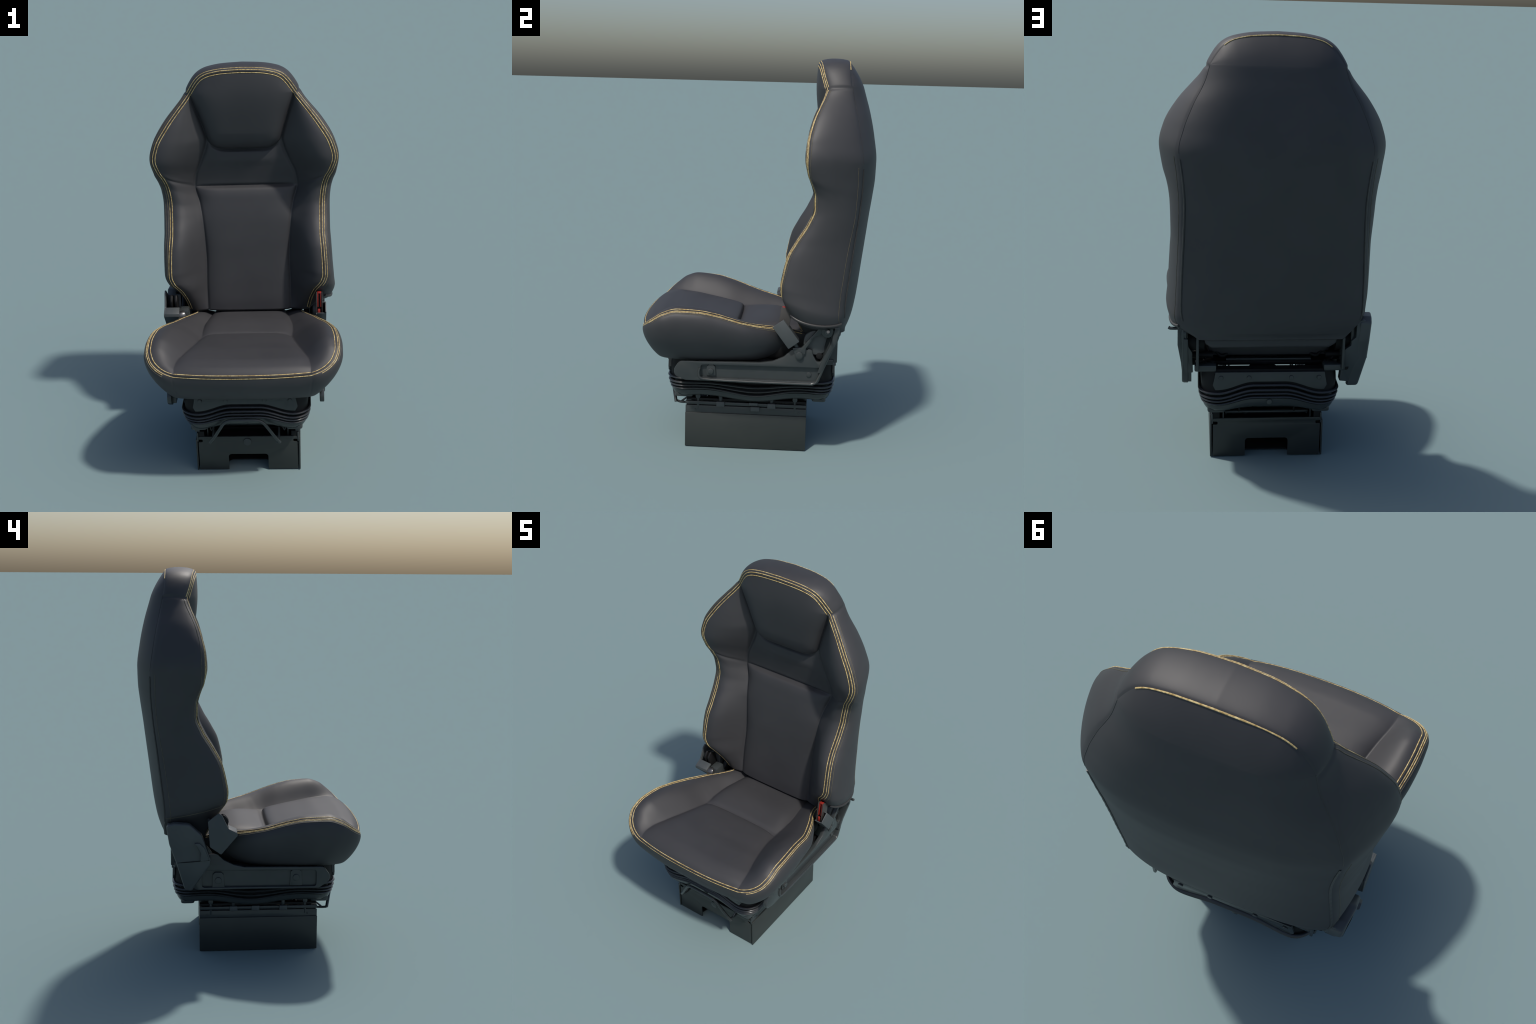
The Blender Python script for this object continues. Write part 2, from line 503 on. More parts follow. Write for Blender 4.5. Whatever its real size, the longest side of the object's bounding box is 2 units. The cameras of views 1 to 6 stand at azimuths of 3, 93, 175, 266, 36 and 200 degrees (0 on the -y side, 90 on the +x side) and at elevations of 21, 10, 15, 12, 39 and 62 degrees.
on_side = list(range(nb-1, nb+ns+nh)) + list(range(nb+ns+nh, nloop))
on_all = on_side
stitch_row('stitching', [along(inward(i), .008) for i in on_all], .0023, STITCH, backrest, seed=1)
stitch_row('stitching', [along(BG[i], .007) for i in on_all], .0023, STITCH, backrest, seed=2)
hidx = [i for i in range(nb+ns-1, nb+ns+nh+1)]
stitch_row('stitching', [along(BG[i], .020) for i in hidx], .0022, STITCH, backrest, seed=3)
rs = [i for i in range(nb+40, nb+ns-2)]; ls = [i for i in range(nb+ns+nh+2, nloop-40)]
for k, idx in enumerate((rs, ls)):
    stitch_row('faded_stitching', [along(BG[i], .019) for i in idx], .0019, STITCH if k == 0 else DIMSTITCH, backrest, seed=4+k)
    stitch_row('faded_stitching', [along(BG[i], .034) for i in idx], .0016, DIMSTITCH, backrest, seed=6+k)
# seam piping lying in the front seam
stitch_row('seam_piping', [F_loop[i] for i in on_all], .0035, PIPING, backrest, pitch=.05, seed=8)
# rear seam: gold on the crown, dark below
stitch_row('stitching', [R_loop[i]+O[i]*.0005 for i in hidx if abs(R_loop[i][0]) < .225], .0026, STITCH, backrest, seed=9)
for idx in ([i for i in range(nb, nb+ns) if rho[i-nb+1] > 1.50], [i for i in range(nb+ns+nh, nloop) if rho[::-1][i-nb-ns-nh] > 1.50]):
    stitch_row('rear_seam', [R_loop[i] for i in idx], .0013, PIPING, backrest, seed=10)
for idx in ([i for i in range(nb, nb+ns) if .80 < rho[i-nb+1] < 1.49], [i for i in range(nb+ns+nh, nloop) if .80 < rho[::-1][i-nb-ns-nh] < 1.49]):
    stitch_row('rear_piping', [R_loop[i] for i in idx], .0055, PIPING, backrest, pitch=.05, seed=11)
    stitch_row('rear_seam', [BG[i][NBAND-4]+O[i]*.0003 for i in idx], .0013, DIMSTITCH, backrest, seed=12)

# hem of the side panels above the recliners
kl = nb+ns+nh + int(np.argmin(np.abs(rho[::-1]-.842)))
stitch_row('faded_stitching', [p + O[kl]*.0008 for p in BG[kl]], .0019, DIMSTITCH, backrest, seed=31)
kr = nb-1 + int(np.argmin(np.abs(rho-.79)))
tube('rolled_hem', [p + O[kr]*.002 for p in BG[kr][2:-2]], .0075, PIPING, backrest, 10)

# ================================================================ SEAT CUSHION
seam_S = pchip([0, .05, .10, .16, .23, .31, .40, .50, .58, .68, .78, .86, .93, 1.0],
    [(.330, -.553, .667), (.370, -.541, .676), (.412, -.520, .695), (.441, -.489, .719), (.456, -.440, .752), (.455, -.370, .771), (.447, -.270, .766), (.432, -.180, .748), (.411, -.060, .711),
     (.386, .010, .693), (.352, .090, .678), (.322, .150, .665), (.300, .215, .648), (.287, .315, .625)])
groove_S = pchip([0, .10, .2, .31, .42, .52, .60, .66, .70, .78, .88, 1.0],
    [(.330, -.553, .667), (.329, -.515, .690), (.320, -.455, .697), (.295, -.37, .692), (.268, -.27, .678), (.247, -.17, .660), (.238, -.095, .642), (.238, -.06, .640), (.240, -.02, .640), (.238, .06, .636), (.222, .17, .628), (.20, .315, .61)])
cen_row_y = pchip([0, .10, .2, .31, .42, .52, .60, .66, .70, .78, .88, 1.0],
    [-.580, -.545, -.475, -.38, -.275, -.17, -.088, -.055, -.015, .06, .17, .315])
cen_z = pchip([0, .03, .07, .12, .2, .31, .42, .52, .575, .595, .602, .609, .63, .67, .78, .9, 1.0],
    [.667, .679, .691, .702, .713, .713, .702, .686, .673, .660, .640, .644, .649, .658, .667, .650, .630])
sbol_h = pchip([0, .08, .16, .23, .31, .45, .6, .75, .9, 1.0], [0, .006, .015, .024, .029, .026, .016, .009, .004, .002])
tt = np.unique(np.r_[np.linspace(0, 1, 200), .602])
NT, NSB, NSC = len(tt), 34, 110
def seat_row(t):
    S, g = seam_S(t), groove_S(t)
    s = np.linspace(0, 1, NSB)
    bol = g[None]*(1-s[:, None]) + S[None]*s[:, None]
    bol[:, 2] = g[2] + (S[2]-g[2])*(.5*s + .5*np.sin(s*math.pi/2)) + sbol_h(t)*np.sin(math.pi*s**1.3)
    c = np.linspace(-1, 1, NSC)
    yc = cen_row_y(t); zc = cen_z(t)
    bow = 1-np.abs(c)**2.5
    cen = np.zeros((NSC, 3))
    cen[:, 0] = c*g[0]
    cen[:, 1] = g[1] + (yc-g[1])*bow
    pw = 8.0
    zedge = g[2] if t > .0 else zc
    cen[:, 2] = zc + (zedge - zc)*np.abs(c)**pw
    left = bol[::-1]*[-1, 1, 1]
    return np.vstack([left[:-1], cen, bol[1:]])
SG = np.array([seat_row(t) for t in tt])
SCOL = SG.shape[1]; sL, sR = NSB-1, NSB-2+NSC
sp = Patch()
def region_seat(i, j):
    if sL <= j < sR:
        return 'front_seat_panel' if tt[i] < .6019 else 'rear_seat_panel'
    return 'seat_bolster' + ('#l' if j < sL else '#r')
sp.add(SG, region_seat)
cushion = box('seat_cushion', (-.33, -.44, .505), (.33, .22, .60), DARK, ROOT, .02)    # foam block inside the cover
sp.build({k: LEATHER for k in ('front_seat_panel', 'rear_seat_panel', 'seat_bolster')}, cushion)

# skirt loop: front centre panel edge (left to right), right side back, rear (right to left), left side forward
S_front = SG[0, sL:sR+1]
S_right = SG[1:, -1]; S_rear = SG[-1][::-1][1:-1]; S_left = SG[::-1][:-1, 0]
S_loop = np.vstack([S_front, S_right, S_rear, S_left])
low = pchip([0, .05, .10, .16, .23, .31, .40, .50, .58, .68, .78, .86, .93, 1.0],
    [(.312, -.480, .500), (.342, -.468, .500), (.354, -.444, .498), (.360, -.405, .496), (.362, -.36, .494), (.362, -.30, .492), (.356, -.21, .490), (.346, -.11, .489), (.334, -.01, .494),
     (.320, .05, .503), (.304, .11, .515), (.290, .17, .527), (.282, .24, .530), (.27, .30, .530)])
def low_pts(x, t): return low(t)
nf = len(S_front); nsd = len(S_right); nrr = len(S_rear)
c = np.linspace(-1, 1, nf)
B_front = np.stack([c*.312, -.480-.020*(1-np.abs(c)**2.5), np.full(nf, .500)], -1)
B_right = low(tt[1:]); B_left = (low(tt)*[-1, 1, 1])[::-1][:-1]
B_rear = np.stack([np.linspace(.27, -.27, nrr+2)[1:-1], np.full(nrr, .30), np.full(nrr, .53)], -1)
B_loop = np.vstack([B_front, B_right, B_rear, B_left])
nS = len(S_loop)
Ms = (S_loop + B_loop)/2
Ts = np.roll(Ms, -4, 0) - np.roll(Ms, 4, 0)
Os = np.stack([Ts[:, 1], -Ts[:, 0], 0*Ts[:, 0]], -1)
Os /= np.linalg.norm(Os, axis=1, keepdims=True)
bs = np.zeros(nS)
fb = pchip([0, .1, .23, .40, .58, .75, .86, 1.0], [.026, .042, .060, .064, .056, .038, .018, .006])
for i in range(nS):
    if i < nf: bs[i] = .024
    elif i < nf+nsd: bs[i] = fb(tt[i-nf+1])
    elif i < nf+nsd+nrr: bs[i] = .006
    else: bs[i] = fb(tt[::-1][i-nf-nsd-nrr])
for _ in range(10):
    bs = (bs + np.roll(bs, 1) + np.roll(bs, -1))/3
    Os = Os + np.roll(Os, 1, 0) + np.roll(Os, -1, 0); Os /= np.linalg.norm(Os, axis=1, keepdims=True)
NSK = 34
ss = np.linspace(0, 1, NSK)
ex = np.array([1.2 if (i < nf) else .78 for i in range(nS)])      # front skirt is fullest low down, the flanks high up
for _ in range(40):
    ex = (ex + np.roll(ex, 1) + np.roll(ex, -1))/3
KG = np.zeros((nS+1, NSK+6, 3))
for i in range(nS+1):
    k = i % nS
    pr = np.clip(1-(2*ss**ex[k]-1)**2, 0, 1)**.75
    KG[i, :NSK] = S_loop[k][None]*(1-ss[:, None]) + B_loop[k][None]*ss[:, None] + Os[k][None]*(bs[k]*pr)[:, None]
    xs = abs(S_loop[k][0]); on_front = S_loop[k][1] < -.5
    if on_front:
        KG[i, :NSK] -= Os[k][None]*(.0022*gauss(xs, .335, .004)*np.sin(math.pi*ss))[:, None]
    for m in range(6):                      # tuck under
        f = (m+1)/6
        KG[i, NSK+m] = B_loop[k]*[1-.9*f, 1-.9*f, 1] + [0, -.05*.9*f, -.006*math.sin(f*math.pi)**.5]
kp = Patch()
def skirt_region(i, j):
    k = i % nS
    if k < nf-1: return 'front_skirt'
    if k < nf+nsd-1: return 'side_skirt#r'
    if k < nf+nsd+nrr: return 'rear_skirt'
    return 'side_skirt#l'
kp.add(KG, skirt_region, flip=True)
kp.build({k: LEATHER for k in ('front_skirt', 'side_skirt', 'rear_skirt')}, cushion)

def seat_inward(i):
    if i < nf: return SG[:14, sL+i]
    if i < nf+nsd: return SG[i-nf+1, ::-1][:24]
    if i < nf+nsd+nrr: return SG[::-1][:14, SCOL-2-(i-nf-nsd)]
    return SG[::-1][i-nf-nsd-nrr, :24]
sidx = list(range(nf+nsd+nrr+10, nS)) + list(range(0, nf+nsd-10))
stitch_row('stitching', [along(seat_inward(i), .007) for i in sidx], .0023, STITCH, cushion, seed=21)
stitch_row('stitching', [along(KG[i], .009) for i in sidx], .0022, STITCH, cushion, seed=22)
stitch_row('seam_piping', [S_loop[i] for i in sidx], .0035, PIPING, cushion, pitch=.05, seed=23)
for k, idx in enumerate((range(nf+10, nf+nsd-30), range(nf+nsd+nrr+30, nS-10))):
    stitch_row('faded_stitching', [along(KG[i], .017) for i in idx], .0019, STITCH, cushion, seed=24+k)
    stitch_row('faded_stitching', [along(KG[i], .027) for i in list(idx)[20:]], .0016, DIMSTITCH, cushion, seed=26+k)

# ================================================================ BASE
def part_root(name, lo, hi, mat, bevel=.003):
    return box(name, lo, hi, mat, ROOT, bevel)

# --- floor box: side plates, notched front and rear plates
base = box('base_box', (-.245, -.315, .165), (.245, .245, .185), DARK, ROOT, .003)   # deck inside the box
for s in (-1, 1):
    box('box_side_plate', (min(s*.262, s*.270), -.351, 0.0), (max(s*.262, s*.270), .275, .184), BOXMETAL, base, .0025)
    box('slide_flange', (min(s*.256, s*.264), -.350, .17), (max(s*.256, s*.264), .274, .222), METAL, base, .002)
    for yy in (-.30, .235):
        bolt('rivet', (s*.264, yy, .200), (s, 0, 0), .005, .003, METAL, base)
notched = [(-.257, .002), (-.103, .002), (-.103, .093), (.103, .093), (.103, .002), (.257, .002),
           (.257, .166), (.235, .166), (.235, .181), (.257, .181), (.257, .198), (-.257, .198),
           (-.257, .181), (-.235, .181), (-.235, .166), (-.257, .166)]
rad = [.003, .003, .018, .018, .003, .003, .002, .006, .006, .002, .01, .01, .002, .006, .006, .002]
prism('box_end_plate', round_poly(notched, rad, 5), 'y', -.348, -.340, BOXMETAL, base, .0015)
prism('box_end_plate', round_poly(notched, rad, 5), 'y', .266, .274, BOXMETAL, base, .0015)
bolt('front_bolt', (-.003, -.348, .168), (0, -1, 0), .021, .006, METAL, base)
for xx in (-.10, .10):
    for yy in (-.22, .19):
        bolt('deck_bolt', (xx, yy, .185), (0, 0, 1), .012, .008, METAL, base)

prism('dark_floor_patch', round_poly([(-.258, -.340), (-.125, -.340), (-.105, -.275), (-.09, -.262), (.09, -.262), (.105, -.275), (.125, -.340), (.258, -.340),
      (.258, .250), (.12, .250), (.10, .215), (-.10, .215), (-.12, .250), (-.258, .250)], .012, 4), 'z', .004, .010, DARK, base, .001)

# --- slide rails with clamps and latch
rails = box('slide_rail', (-.272, -.350, .230), (-.246, .274, .246), METAL, ROOT, .003)
box('slide_rail', (.246, -.350, .230), (.272, .274, .246), METAL, ROOT, .003)
for s in (-1, 1):
    box('upper_rail', (min(s*.235, s*.264), -.345, .250), (max(s*.235, s*.264), .274, .262), DARK, rails, .002)
    for yy in (-.168, .095):
        box('rail_clamp', (min(s*.262, s*.279), yy-.021, .223), (max(s*.262, s*.279), yy+.021, .249), PLASTIC, rails, .003)
        cyl('clamp_post', (s*.258, yy, .245), (s*.258, yy, .285), .011, METAL, rails, 14)
    for yy in (-.285, .215):
        cyl('rail_spacer', (s*.256, yy, .20), (s*.256, yy, .285), .009, METAL, rails, 12)
        cyl('rail_roller', (s*.235, yy, .272), (s*.268, yy, .272), .013, METAL, rails, 14)
    box('rail_foot', (min(s*.225, s*.258), -.345, .185), (max(s*.225, s*.258), .270, .228), DARK, rails, .002)
box('rail_latch', (.262, -.02, .236), (.279, .025, .250), PLASTIC, rails, .002)
box('rail_latch', (.262, -.012, .206), (.281, .034, .229), PLASTIC, rails, .003)
box('rail_latch', (-.279, -.042, .224), (-.262, .0, .250), PLASTIC, rails, .003)
# latch bow: bent rod in front
bow = smooth_path([(-.188, -.413, .203), (-.163, -.424, .243), (-.130, -.438, .302), (-.108, -.444, .336), (-.085, -.447, .350), (-.05, -.448, .354), (.03, -.448, .354), (.064, -.447, .350),
                   (.086, -.444, .336), (.110, -.438, .302), (.143, -.424, .243), (.168, -.413, .203)], 90)
handle = tube('pull_handle', bow, .0085, METAL, ROOT, 12)
for x0 in (-.178, .160):
    tube('handle_arm', smooth_path([(x0-.008, -.413, .204), (x0, -.385, .200), (x0+.004, -.30, .204)], 12), .0065, METAL, handle, 10)
    tube('handle_link', [(x0, -.385, .205), (x0+.002, -.36, .225), (x0+.002, -.335, .245)], .005, METAL, handle, 8)

# --- suspension scissors and cross members seen through the gap
susp = box('suspension', (-.20, -.25, .186), (.20, .20, .192), DARK, ROOT, .002)
for s in (-1, 1):
    for x0, a, b in ((.175, -.26, .24), (.190, .24, -.26)):
        prism('scissor_arm', round_poly([(a, .20), (a, .22), (b, .345), (b, .325)], .004, 2), 'x', min(s*x0, s*(x0+.008)), max(s*x0, s*(x0+.008)), METAL, susp, .0015)
    tube('hose', smooth_path([(s*.17, .22, .30), (s*.145, .235, .26), (s*.13, .24, .225), (s*.165, .225, .205), (s*.19, .20, .215)], 30), .0045, DARK, susp, 8)
    tube('cable', smooth_path([(s*.16, -.26, .30), (s*.175, -.30, .25), (s*.19, -.31, .212), (s*.20, -.30, .25), (s*.205, -.27, .30)], 30), .004, METAL, susp, 8)
    for yy in (-.31, .25):
        box('scissor_bracket', (min(s*.205, s*.211), yy-.02, .19), (max(s*.205, s*.211), yy+.02, .30), METAL, susp, .002)
for yy in (-.25, .235):
    cyl('cross_rod', (-.20, yy, .215), (.20, yy, .215), .008, METAL, susp, 12)
cyl('damper', (-.04, -.20, .215), (.03, .20, .32), .022, DARK, susp, 18)
cyl('air_spring', (0.0, -.02, .19), (0.0, -.02, .33), .085, DARK, susp, 28)

# --- bellows: folds follow a rounded rectangle, arched on front and rear, dipping at the sides
BHX, BY0, BY1 = .326, -.441, .412
def plan_loop(inset, n=240, cr=.085):
    a, y0, y1 = BHX-inset, BY0+inset, BY1-inset
    cr = max(cr-inset*.5, .03)
    pts = []
    for cx, cy, t0 in ((a-cr, y0+cr, -90), (a-cr, y1-cr, 0), (-a+cr, y1-cr, 90), (-a+cr, y0+cr, 180)):
        for k in range(13):
            t = math.radians(t0 + 90*k/12)
            pts.append((cx+cr*math.cos(t), cy+cr*math.sin(t)))
    pts.append(pts[0])
    return resample(np.array(pts), n+1)[:-1]
def wave(x, y, k=1.0):
    endness = np.clip((np.abs(y-(BY0+BY1)/2)/((BY1-BY0)/2) - .80)/.2, 0, 1)
    arch = .042*np.clip(1-(np.abs(x)/.27)**2.2, 0, 1)**1.0
    arch = .042*(.5+.5*np.cos(np.pi*np.clip((np.abs(x)-.07)/.17, 0, 1)))
    side = -.020*gauss(y, .01, .14) + .006*gauss(y, -.24, .10) + .008*gauss(y, .22, .12)
    return endness*arch + (1-endness)*side*k
def fold_path(inset, z, k=1.0):
    p = plan_loop(inset)
    return np.column_stack([p, z + wave(p[:, 0], p[:, 1], k)])
def wall(name, rings, mat, parent, thick=True):
    """closed skin through a list of (inset, z) rings"""
    G = [fold_path(i, z) if wv else np.column_stack([plan_loop(i), np.full(240, z)]) for i, z, wv in rings]
    n = len(G[0]); V = np.vstack(G); F = []
    for r in range(len(G)-1):
        for k in range(n):
            k2 = (k+1) % n
            F.append((r*n+k, r*n+k2, (r+1)*n+k2, (r+1)*n+k))
    return mesh_object(name, V, F, mat, parent, angle=60)
bellows = wall('bellows', [(.05, .30, True), (.020, .316, True), (.034, .328, True), (.034, .355, True), (.030, .372, True), (.008, .381, True), (.014, .392, True), (.010, .42, True), (.012, .455, False), (.02, .495, False), (.06, .498, False), (.06, .48, False)], RUBBER, ROOT)
for inset, z, r, k in ((.005, .383, .0085, .3), (.008, .359, .0085, .7), (.011, .341, .0070, 1.0), (.016, .324, .0070, 1.25)):
    tube('bellows_fold', fold_path(inset, z, k), r, FOLD, bellows, 8, closed=True, flat=.8)
wall('lower_skirt', [(.018, .316, True), (.022, .300, True), (.030, .285, True), (.062, .277, True), (.10, .275, True), (.10, .31, True), (.03, .315, True)], METAL, bellows)
for s in (-1, 1):
    for y0, y1 in ((-.405, -.31), (.30, .372)):
        prism('corner_pad', round_poly([(s*.20, y0), (s*.285, y0), (s*.285, y1), (s*.20, y1)], .02, 4), 'z', .272, .300, METAL, bellows, .006)
# front and rear cover plates with bolts
for y0, y1, sy in ((-.441, -.424, -1), (.399, .412, 1)):
    n = 40
    xs_ = np.linspace(-.25, .25, n)
    lower = [(x, .402 + float(wave(np.array(x), np.array(BY0 if sy < 0 else BY1)))*.95) for x in xs_]
    outline = lower + [(.262, .425), (.255, .46), (.25, .488), (-.25, .488), (-.255, .46), (-.262, .425)]
    pl_ = prism('cover_plate', outline, 'y', y0, y1, METAL, bellows, .0015)
    for x in (-.225, -.097, .097, .225):
        zz = .462
        bolt('plate_bolt', (x, y0 if sy < 0 else y1, zz), (0, sy, 0), .0105, .006, METAL, bellows)
    bolt('plate_bolt', (0, (BY0+.021 if sy < 0 else BY1-.021), .335), (0, sy, 0), .013, .007, METAL, bellows)
top = box('seat_pan', (-.30, -.40, .478), (.30, .30, .500), DARK, ROOT, .006)
box('pan_cross_rail', (-.20, .24, .50), (.20, .30, .512), METAL, top, .003)
for s in (-1, 1):
    box('seat_runner', (min(s*.28, s*.362), -.34, .44), (max(s*.28, s*.362), .20, .478), DARK, top, .004)
    box('hinge_block', (min(s*.245, s*.345), .33, .488), (max(s*.245, s*.345), .405, .520), METAL, top, .008)
    cyl('pivot_shaft', (s*.26, .33, .545), (s*.38, .33, .545), .016, DARK, top, 18)
    cyl('recliner_motor', (s*.30, .335, .62), (s*.375, .335, .62), .050, DARK, top, 24)
    tube('rear_cable', smooth_path([(s*.30, .34, .53), (s*.25, .30, .55), (s*.22, .31, .53), (s*.17, .28, .55)], 24), .008, DARK, top, 8)
    box('backrest_mount', (min(s*.325, s*.338), .28, .50), (max(s*.325, s*.338), .42, .72), METAL, top, .004)
cyl('rear_motor', (-.04, .27, .535), (.06, .27, .535), .022, DARK, top, 20)

# --- right side member
X0, X1 = .364, .396
right = prism('side_member', round_poly([(-.392, .455), (-.365, .497), (.035, .502), (.10, .512), (.155, .537), (.192, .575), (.255, .590), (.268, .578), (.275, .583), (.293, .578), (.300, .55), (.318, .519), (.336, .517), (.35, .545),
      (.392, .645), (.43, .66), (.405, .59), (.352, .478), (.330, .408), (.30, .394), (-.335, .398), (-.390, .420)],
      [.03, .03, .02, .03, .03, .02, .004, .004, .008, .01, .015, .02, .02, .02, .01, .01, .03, .04, .03, .02, .03, .03], 5), 'x', X1-.022, X1, METAL, ROOT, .004,
      holes=[round_poly([(-.258, .482), (.33, .488), (.343, .480), (.312, .413), (-.258, .413)], [.014, .01, .01, .02, .014], 5)])
# recess floor + raised lower rail + bolts
XF = X1-.017
prism('recess_floor', round_poly([(-.27, .492), (.34, .497), (.348, .48), (.315, .404), (-.27, .404)], .01, 3), 'x', XF-.02, XF, METAL, right, 0)
prism('recess_seat', round_poly([(-.232, .425), (-.228, .470), (-.216, .483), (-.198, .483), (-.186, .470), (-.182, .425)], .008, 4), 'x', XF-.002, XF+.010, METAL, right, .002)
bolt('member_bolt', (XF+.010, -.208, .449), (1, 0, 0), .0145, .009, METAL, right)
bolt('member_bolt', (XF, .281, .448), (1, 0, 0), .0125, .006, METAL, right)
rail = smooth_path([(-.262, .466), (-.268, .44), (-.264, .418), (-.245, .408), (-.15, .404), (.10, .402), (.29, .402), (.315, .410), (.330, .435), (.352, .49), (.380, .56), (.405, .62), (.418, .66), (.418, .69), (.405, .708), (.385, .712)], 160)
tube('pressed_rim', np.column_stack([np.full(len(rail), X1+.0005), rail]), .0065, RIM, right, 10)
# recliner arm, hub, rear flange
prism('recliner_arm', round_poly([(.225, .560), (.242, .590), (.330, .700), (.365, .722), (.41, .712), (.425, .68), (.405, .61), (.392, .60), (.383, .655), (.345, .668), (.300, .645), (.262, .585), (.262, .555)],
      [.01, .004, .02, .02, .02, .02, .01, .01, .02, .03, .03, .01, .01], 4), 'x', .380, .406, METAL, right, .004)
cyl('hub_disc', (.39, .366, .678), (.412, .366, .678), .030, RIM, right, 28, .003)
cyl('hub_screw', (.410, .366, .678), (.418, .366, .678), .013, PLASTIC, right, 20, .002)
cyl('gear_disc', (.350, .312, .612), (.378, .312, .612), .062, PLASTIC, right, 36, .003)
prism('rear_flange', round_poly([(.352, .462), (.402, .462), (.407, .52), (.421, .62), (.420, .70), (.405, .73), (.385, .728), (.388, .675), (.374, .645), (.372, .61), (.354, .575)], [.004, .004, .02, .03, .03, .02, .02, .02, .015, .015, .01], 4),
      'y', .405, .428, METAL, right, .006)
def lean(o, table, y_ref):
    f = pchip(*zip(*table))
    for v in o.data.vertices:
        v.co.y += float(f(v.co.z)) - y_ref
for v in right.children:
    if v.name.startswith('rear_flange'):
        lean(v, [(.40, .330), (.462, .346), (.49, .352), (.61, .404), (.66, .420), (.69, .424), (.73, .405)], .428)
tube('recline_lever', smooth_path([(.415, .372, .69), (.43, .372, .688), (.452, .370, .688), (.462, .368, .692)], 20), .0075, METAL, right, 10)
# buckle base cup, stalk and holder
cup = prism('buckle_anchor', round_poly([(.196, .588), (.262, .592), (.252, .545), (.246, .528), (.218, .526), (.210, .545)], [.006, .006, .012, .014, .014, .012], 4), 'x', .384, .404, METAL, right, .003)
bolt('anchor_bolt', (.404, .231, .552), (1, 0, 0), .018, .007, METAL, right)
tube('buckle_stalk', [(.385, .231, .56), (.388, .215, .595), (.392, .195, .63)], .011, METAL, right, 10)

def oriented_box(name, center, size, tilt, mat, parent, bevel=.003):
    """Box whose long side leans forward by tilt degrees about x."""
    h = np.array(size)/2; c_ = np.array(center)
    return box(name, c_-h, c_+h, mat, parent, bevel, rot=('X', tilt))
tilt = 37.0
def tilted(c0, off):
    a = math.radians(tilt)
    return (c0[0]+off[0], c0[1] + off[1]*math.cos(a) - off[2]*math.sin(a), c0[2] + off[1]*math.sin(a) + off[2]*math.cos(a))
hc = (.396, .163, .660)
hold = oriented_box('buckle_holder', tilted(hc, (.024, 0, 0)), (.006, .066, .135), tilt, PLASTIC, ROOT, .0025)
oriented_box('holder_wall', tilted(hc, (0, -.031, -.005)), (.050, .005, .120), tilt, PLASTIC, hold, .002)
oriented_box('holder_wall', tilted(hc, (0, .031, 0)), (.050, .005, .130), tilt, PLASTIC, hold, .002)
oriented_box('holder_wall', tilted(hc, (-.026, 0, -.01)), (.005, .066, .10), tilt, PLASTIC, hold, .002)
oriented_box('holder_floor', tilted(hc, (0, 0, -.06)), (.050, .060, .008), tilt, PLASTIC, hold, .002)
bc = np.array((.386, .158, .735)); bt = 8.0
def upright(name, off, size, mat, bevel=.003):
    a = math.radians(bt)
    c0 = bc + np.array((off[0], off[1]*math.cos(a)+off[2]*math.sin(a), -off[1]*math.sin(a)+off[2]*math.cos(a)))
    return oriented_box(name, c0, size, -bt, mat, hold, bevel)
upright('belt_buckle', (0, .004, -.02), (.022, .038, .15), DARK, .006)
for dx in (-.0145, .0145):
    upright('buckle_cheek', (dx, -.002, -.012), (.005, .054, .132), CHEEK, .002)
for dx in (-.008, .008):
    upright('release_button', (dx, -.020, .010), (.006, .010, .080), RED, .002)
upright('release_button', (0, -.012, .050), (.022, .026, .010), RED, .003)
upright('release_button', (-.002, -.020, -.056), (.014, .008, .030), RED, .002)

# --- left side member
left = prism('side_member', round_poly([(-.395, .455), (-.365, .497), (.045, .502), (.10, .515), (.150, .540), (.185, .575), (.225, .575), (.34, .56), (.345, .478), (.325, .40), (.28, .384), (-.34, .384), (-.392, .420)],
      [.03, .03, .02, .03, .03, .02, .01, .01, .02, .02, .02, .04, .03], 5), 'x', -X1, -X1+.022, METAL, ROOT, .004,
      holes=[round_poly([(-.325, .480), (.262, .486), (.262, .396), (-.325, .394)], .014, 5)])
prism('recess_floor', round_poly([(-.335, .488), (.27, .493), (.27, .389), (-.335, .388)], .01, 3), 'x', -XF, -XF+.02, METAL, left, 0)
for y0 in (-.221, .179):
    zz = .442 if y0 < 0 else .432
    prism('recess_seat', round_poly([(y0-.032, zz-.045), (y0-.028, zz+.03), (y0-.016, zz+.042), (y0+.016, zz+.042), (y0+.028, zz+.03), (y0+.032, zz-.045)], .008, 4), 'x', -XF-.012, -XF+.002, METAL, left, .002)
    bolt('member_bolt', (-XF-.012, y0, zz), (-1, 0, 0), .0175, .008, METAL, left)
prism('recliner_arm', round_poly([(.19, .55), (.225, .60), (.32, .71), (.40, .71), (.41, .60), (.36, .50), (.25, .50)], .02, 4), 'x', -.385, -.365, METAL, left, .004)
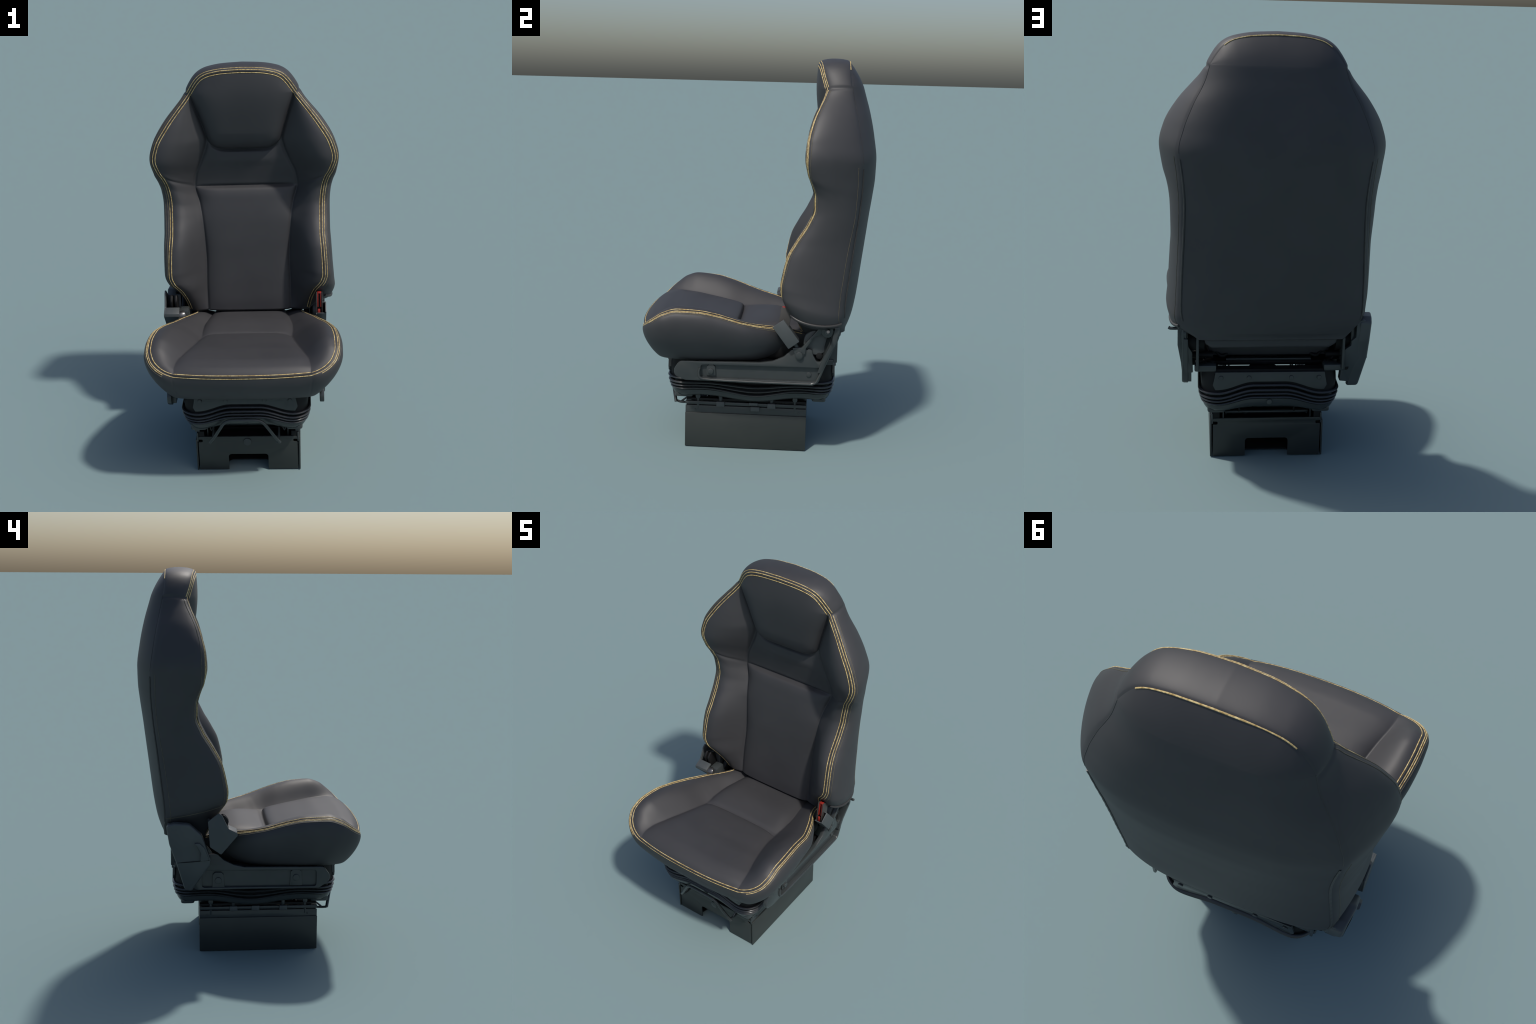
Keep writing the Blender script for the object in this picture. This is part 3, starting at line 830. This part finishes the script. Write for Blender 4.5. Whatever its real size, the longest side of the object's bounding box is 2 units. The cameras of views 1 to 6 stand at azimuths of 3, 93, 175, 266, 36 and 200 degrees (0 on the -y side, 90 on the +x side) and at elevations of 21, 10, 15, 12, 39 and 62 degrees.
# plastic recliner cover
cov = prism('recliner_cover', round_poly([(.440, .735), (.400, .752), (.325, .748), (.262, .690), (.218, .560), (.222, .530), (.262, .470), (.315, .385), (.350, .392), (.392, .545), (.425, .64)],
      [.02, .03, .03, .03, .02, .015, .03, .012, .02, .05, .05], 5), 'x', -.466, -.412, PLASTIC, ROOT, .016, seg=3)
for v in cov.data.vertices: v.co.x += max(0., .76-v.co.z)*.06 + max(0., .50-v.co.z)*.25 + (max(0., v.co.y-.33)*.12)
prism('cover_flank', round_poly([(-.425, .75), (-.385, .735), (-.385, .66), (-.366, .64), (-.366, .615), (-.338, .592), (-.330, .47), (-.328, .418), (-.345, .416), (-.375, .412), (-.395, .45), (-.412, .56), (-.430, .65)],
      [.015, .01, .01, .01, .01, .01, .01, .004, .01, .015, .02, .02, .02], 4), 'y', .385, .432, PLASTIC, cov, .010, seg=3)
for v in cov.children:
    if v.name.startswith('cover_flank'):
        lean(v, [(.39, .345), (.545, .392), (.64, .424), (.70, .436), (.75, .432)], .432)
lev = prism('recline_lever', round_poly([(.302, .650), (.275, .653), (.250, .628), (.225, .563), (.272, .556), (.268, .60), (.285, .635)], [.004, .012, .015, .008, .008, .01, .01], 4), 'x', -.472, -.440, PLASTIC, cov, .004)
for v in lev.data.vertices: v.co.x += (.66-v.co.z)*.06
tube('cover_seam', [(-.4455, .385, .546), (-.453, .31, .552), (-.4535, .225, .560)], .002, DARK, cov, 6)
cyl('cover_hole', (-.352, .36, .495), (-.352, .3785, .495), .013, DARK, cov, 18, .001)
cyl('flange_hole', (.381, .35, .522), (.381, .3675, .522), .008, DARK, right, 16, .001)

# left belt holder block
lb = prism('buckle_holder', round_poly([(.232, .760), (.178, .803), (.160, .79), (.128, .722), (.085, .700), (.083, .685), (.166, .588), (.222, .628)], [.008, .008, .01, .01, .008, .008, .006, .01], 4), 'x', -.458, -.449, PLASTIC, ROOT, .003)
prism('holder_wall', round_poly([(.128, .722), (.085, .702), (.083, .685), (.166, .588), (.180, .598), (.100, .69), (.135, .712)], .004, 3), 'x', -.452, -.375, PLASTIC, lb, .002)
prism('holder_wall', round_poly([(.232, .760), (.222, .628), (.166, .588), (.160, .60), (.210, .636), (.220, .756)], .004, 3), 'x', -.452, -.378, PLASTIC, lb, .002)
for x0 in (-.418, -.394):
    prism('belt_buckle', round_poly([(.14, .70), (.125, .755), (.150, .79), (.19, .765), (.21, .66), (.17, .62)], .02, 4), 'x', x0-.007, x0+.007, DARK, lb, .005)
cyl('end_knob', (-.385, .105, .676), (-.345, .12, .682), .026, CHROME, lb, 24, .010)
box('knob_arm', (-.38, .12, .60), (-.325, .19, .705), METAL, lb, .012)
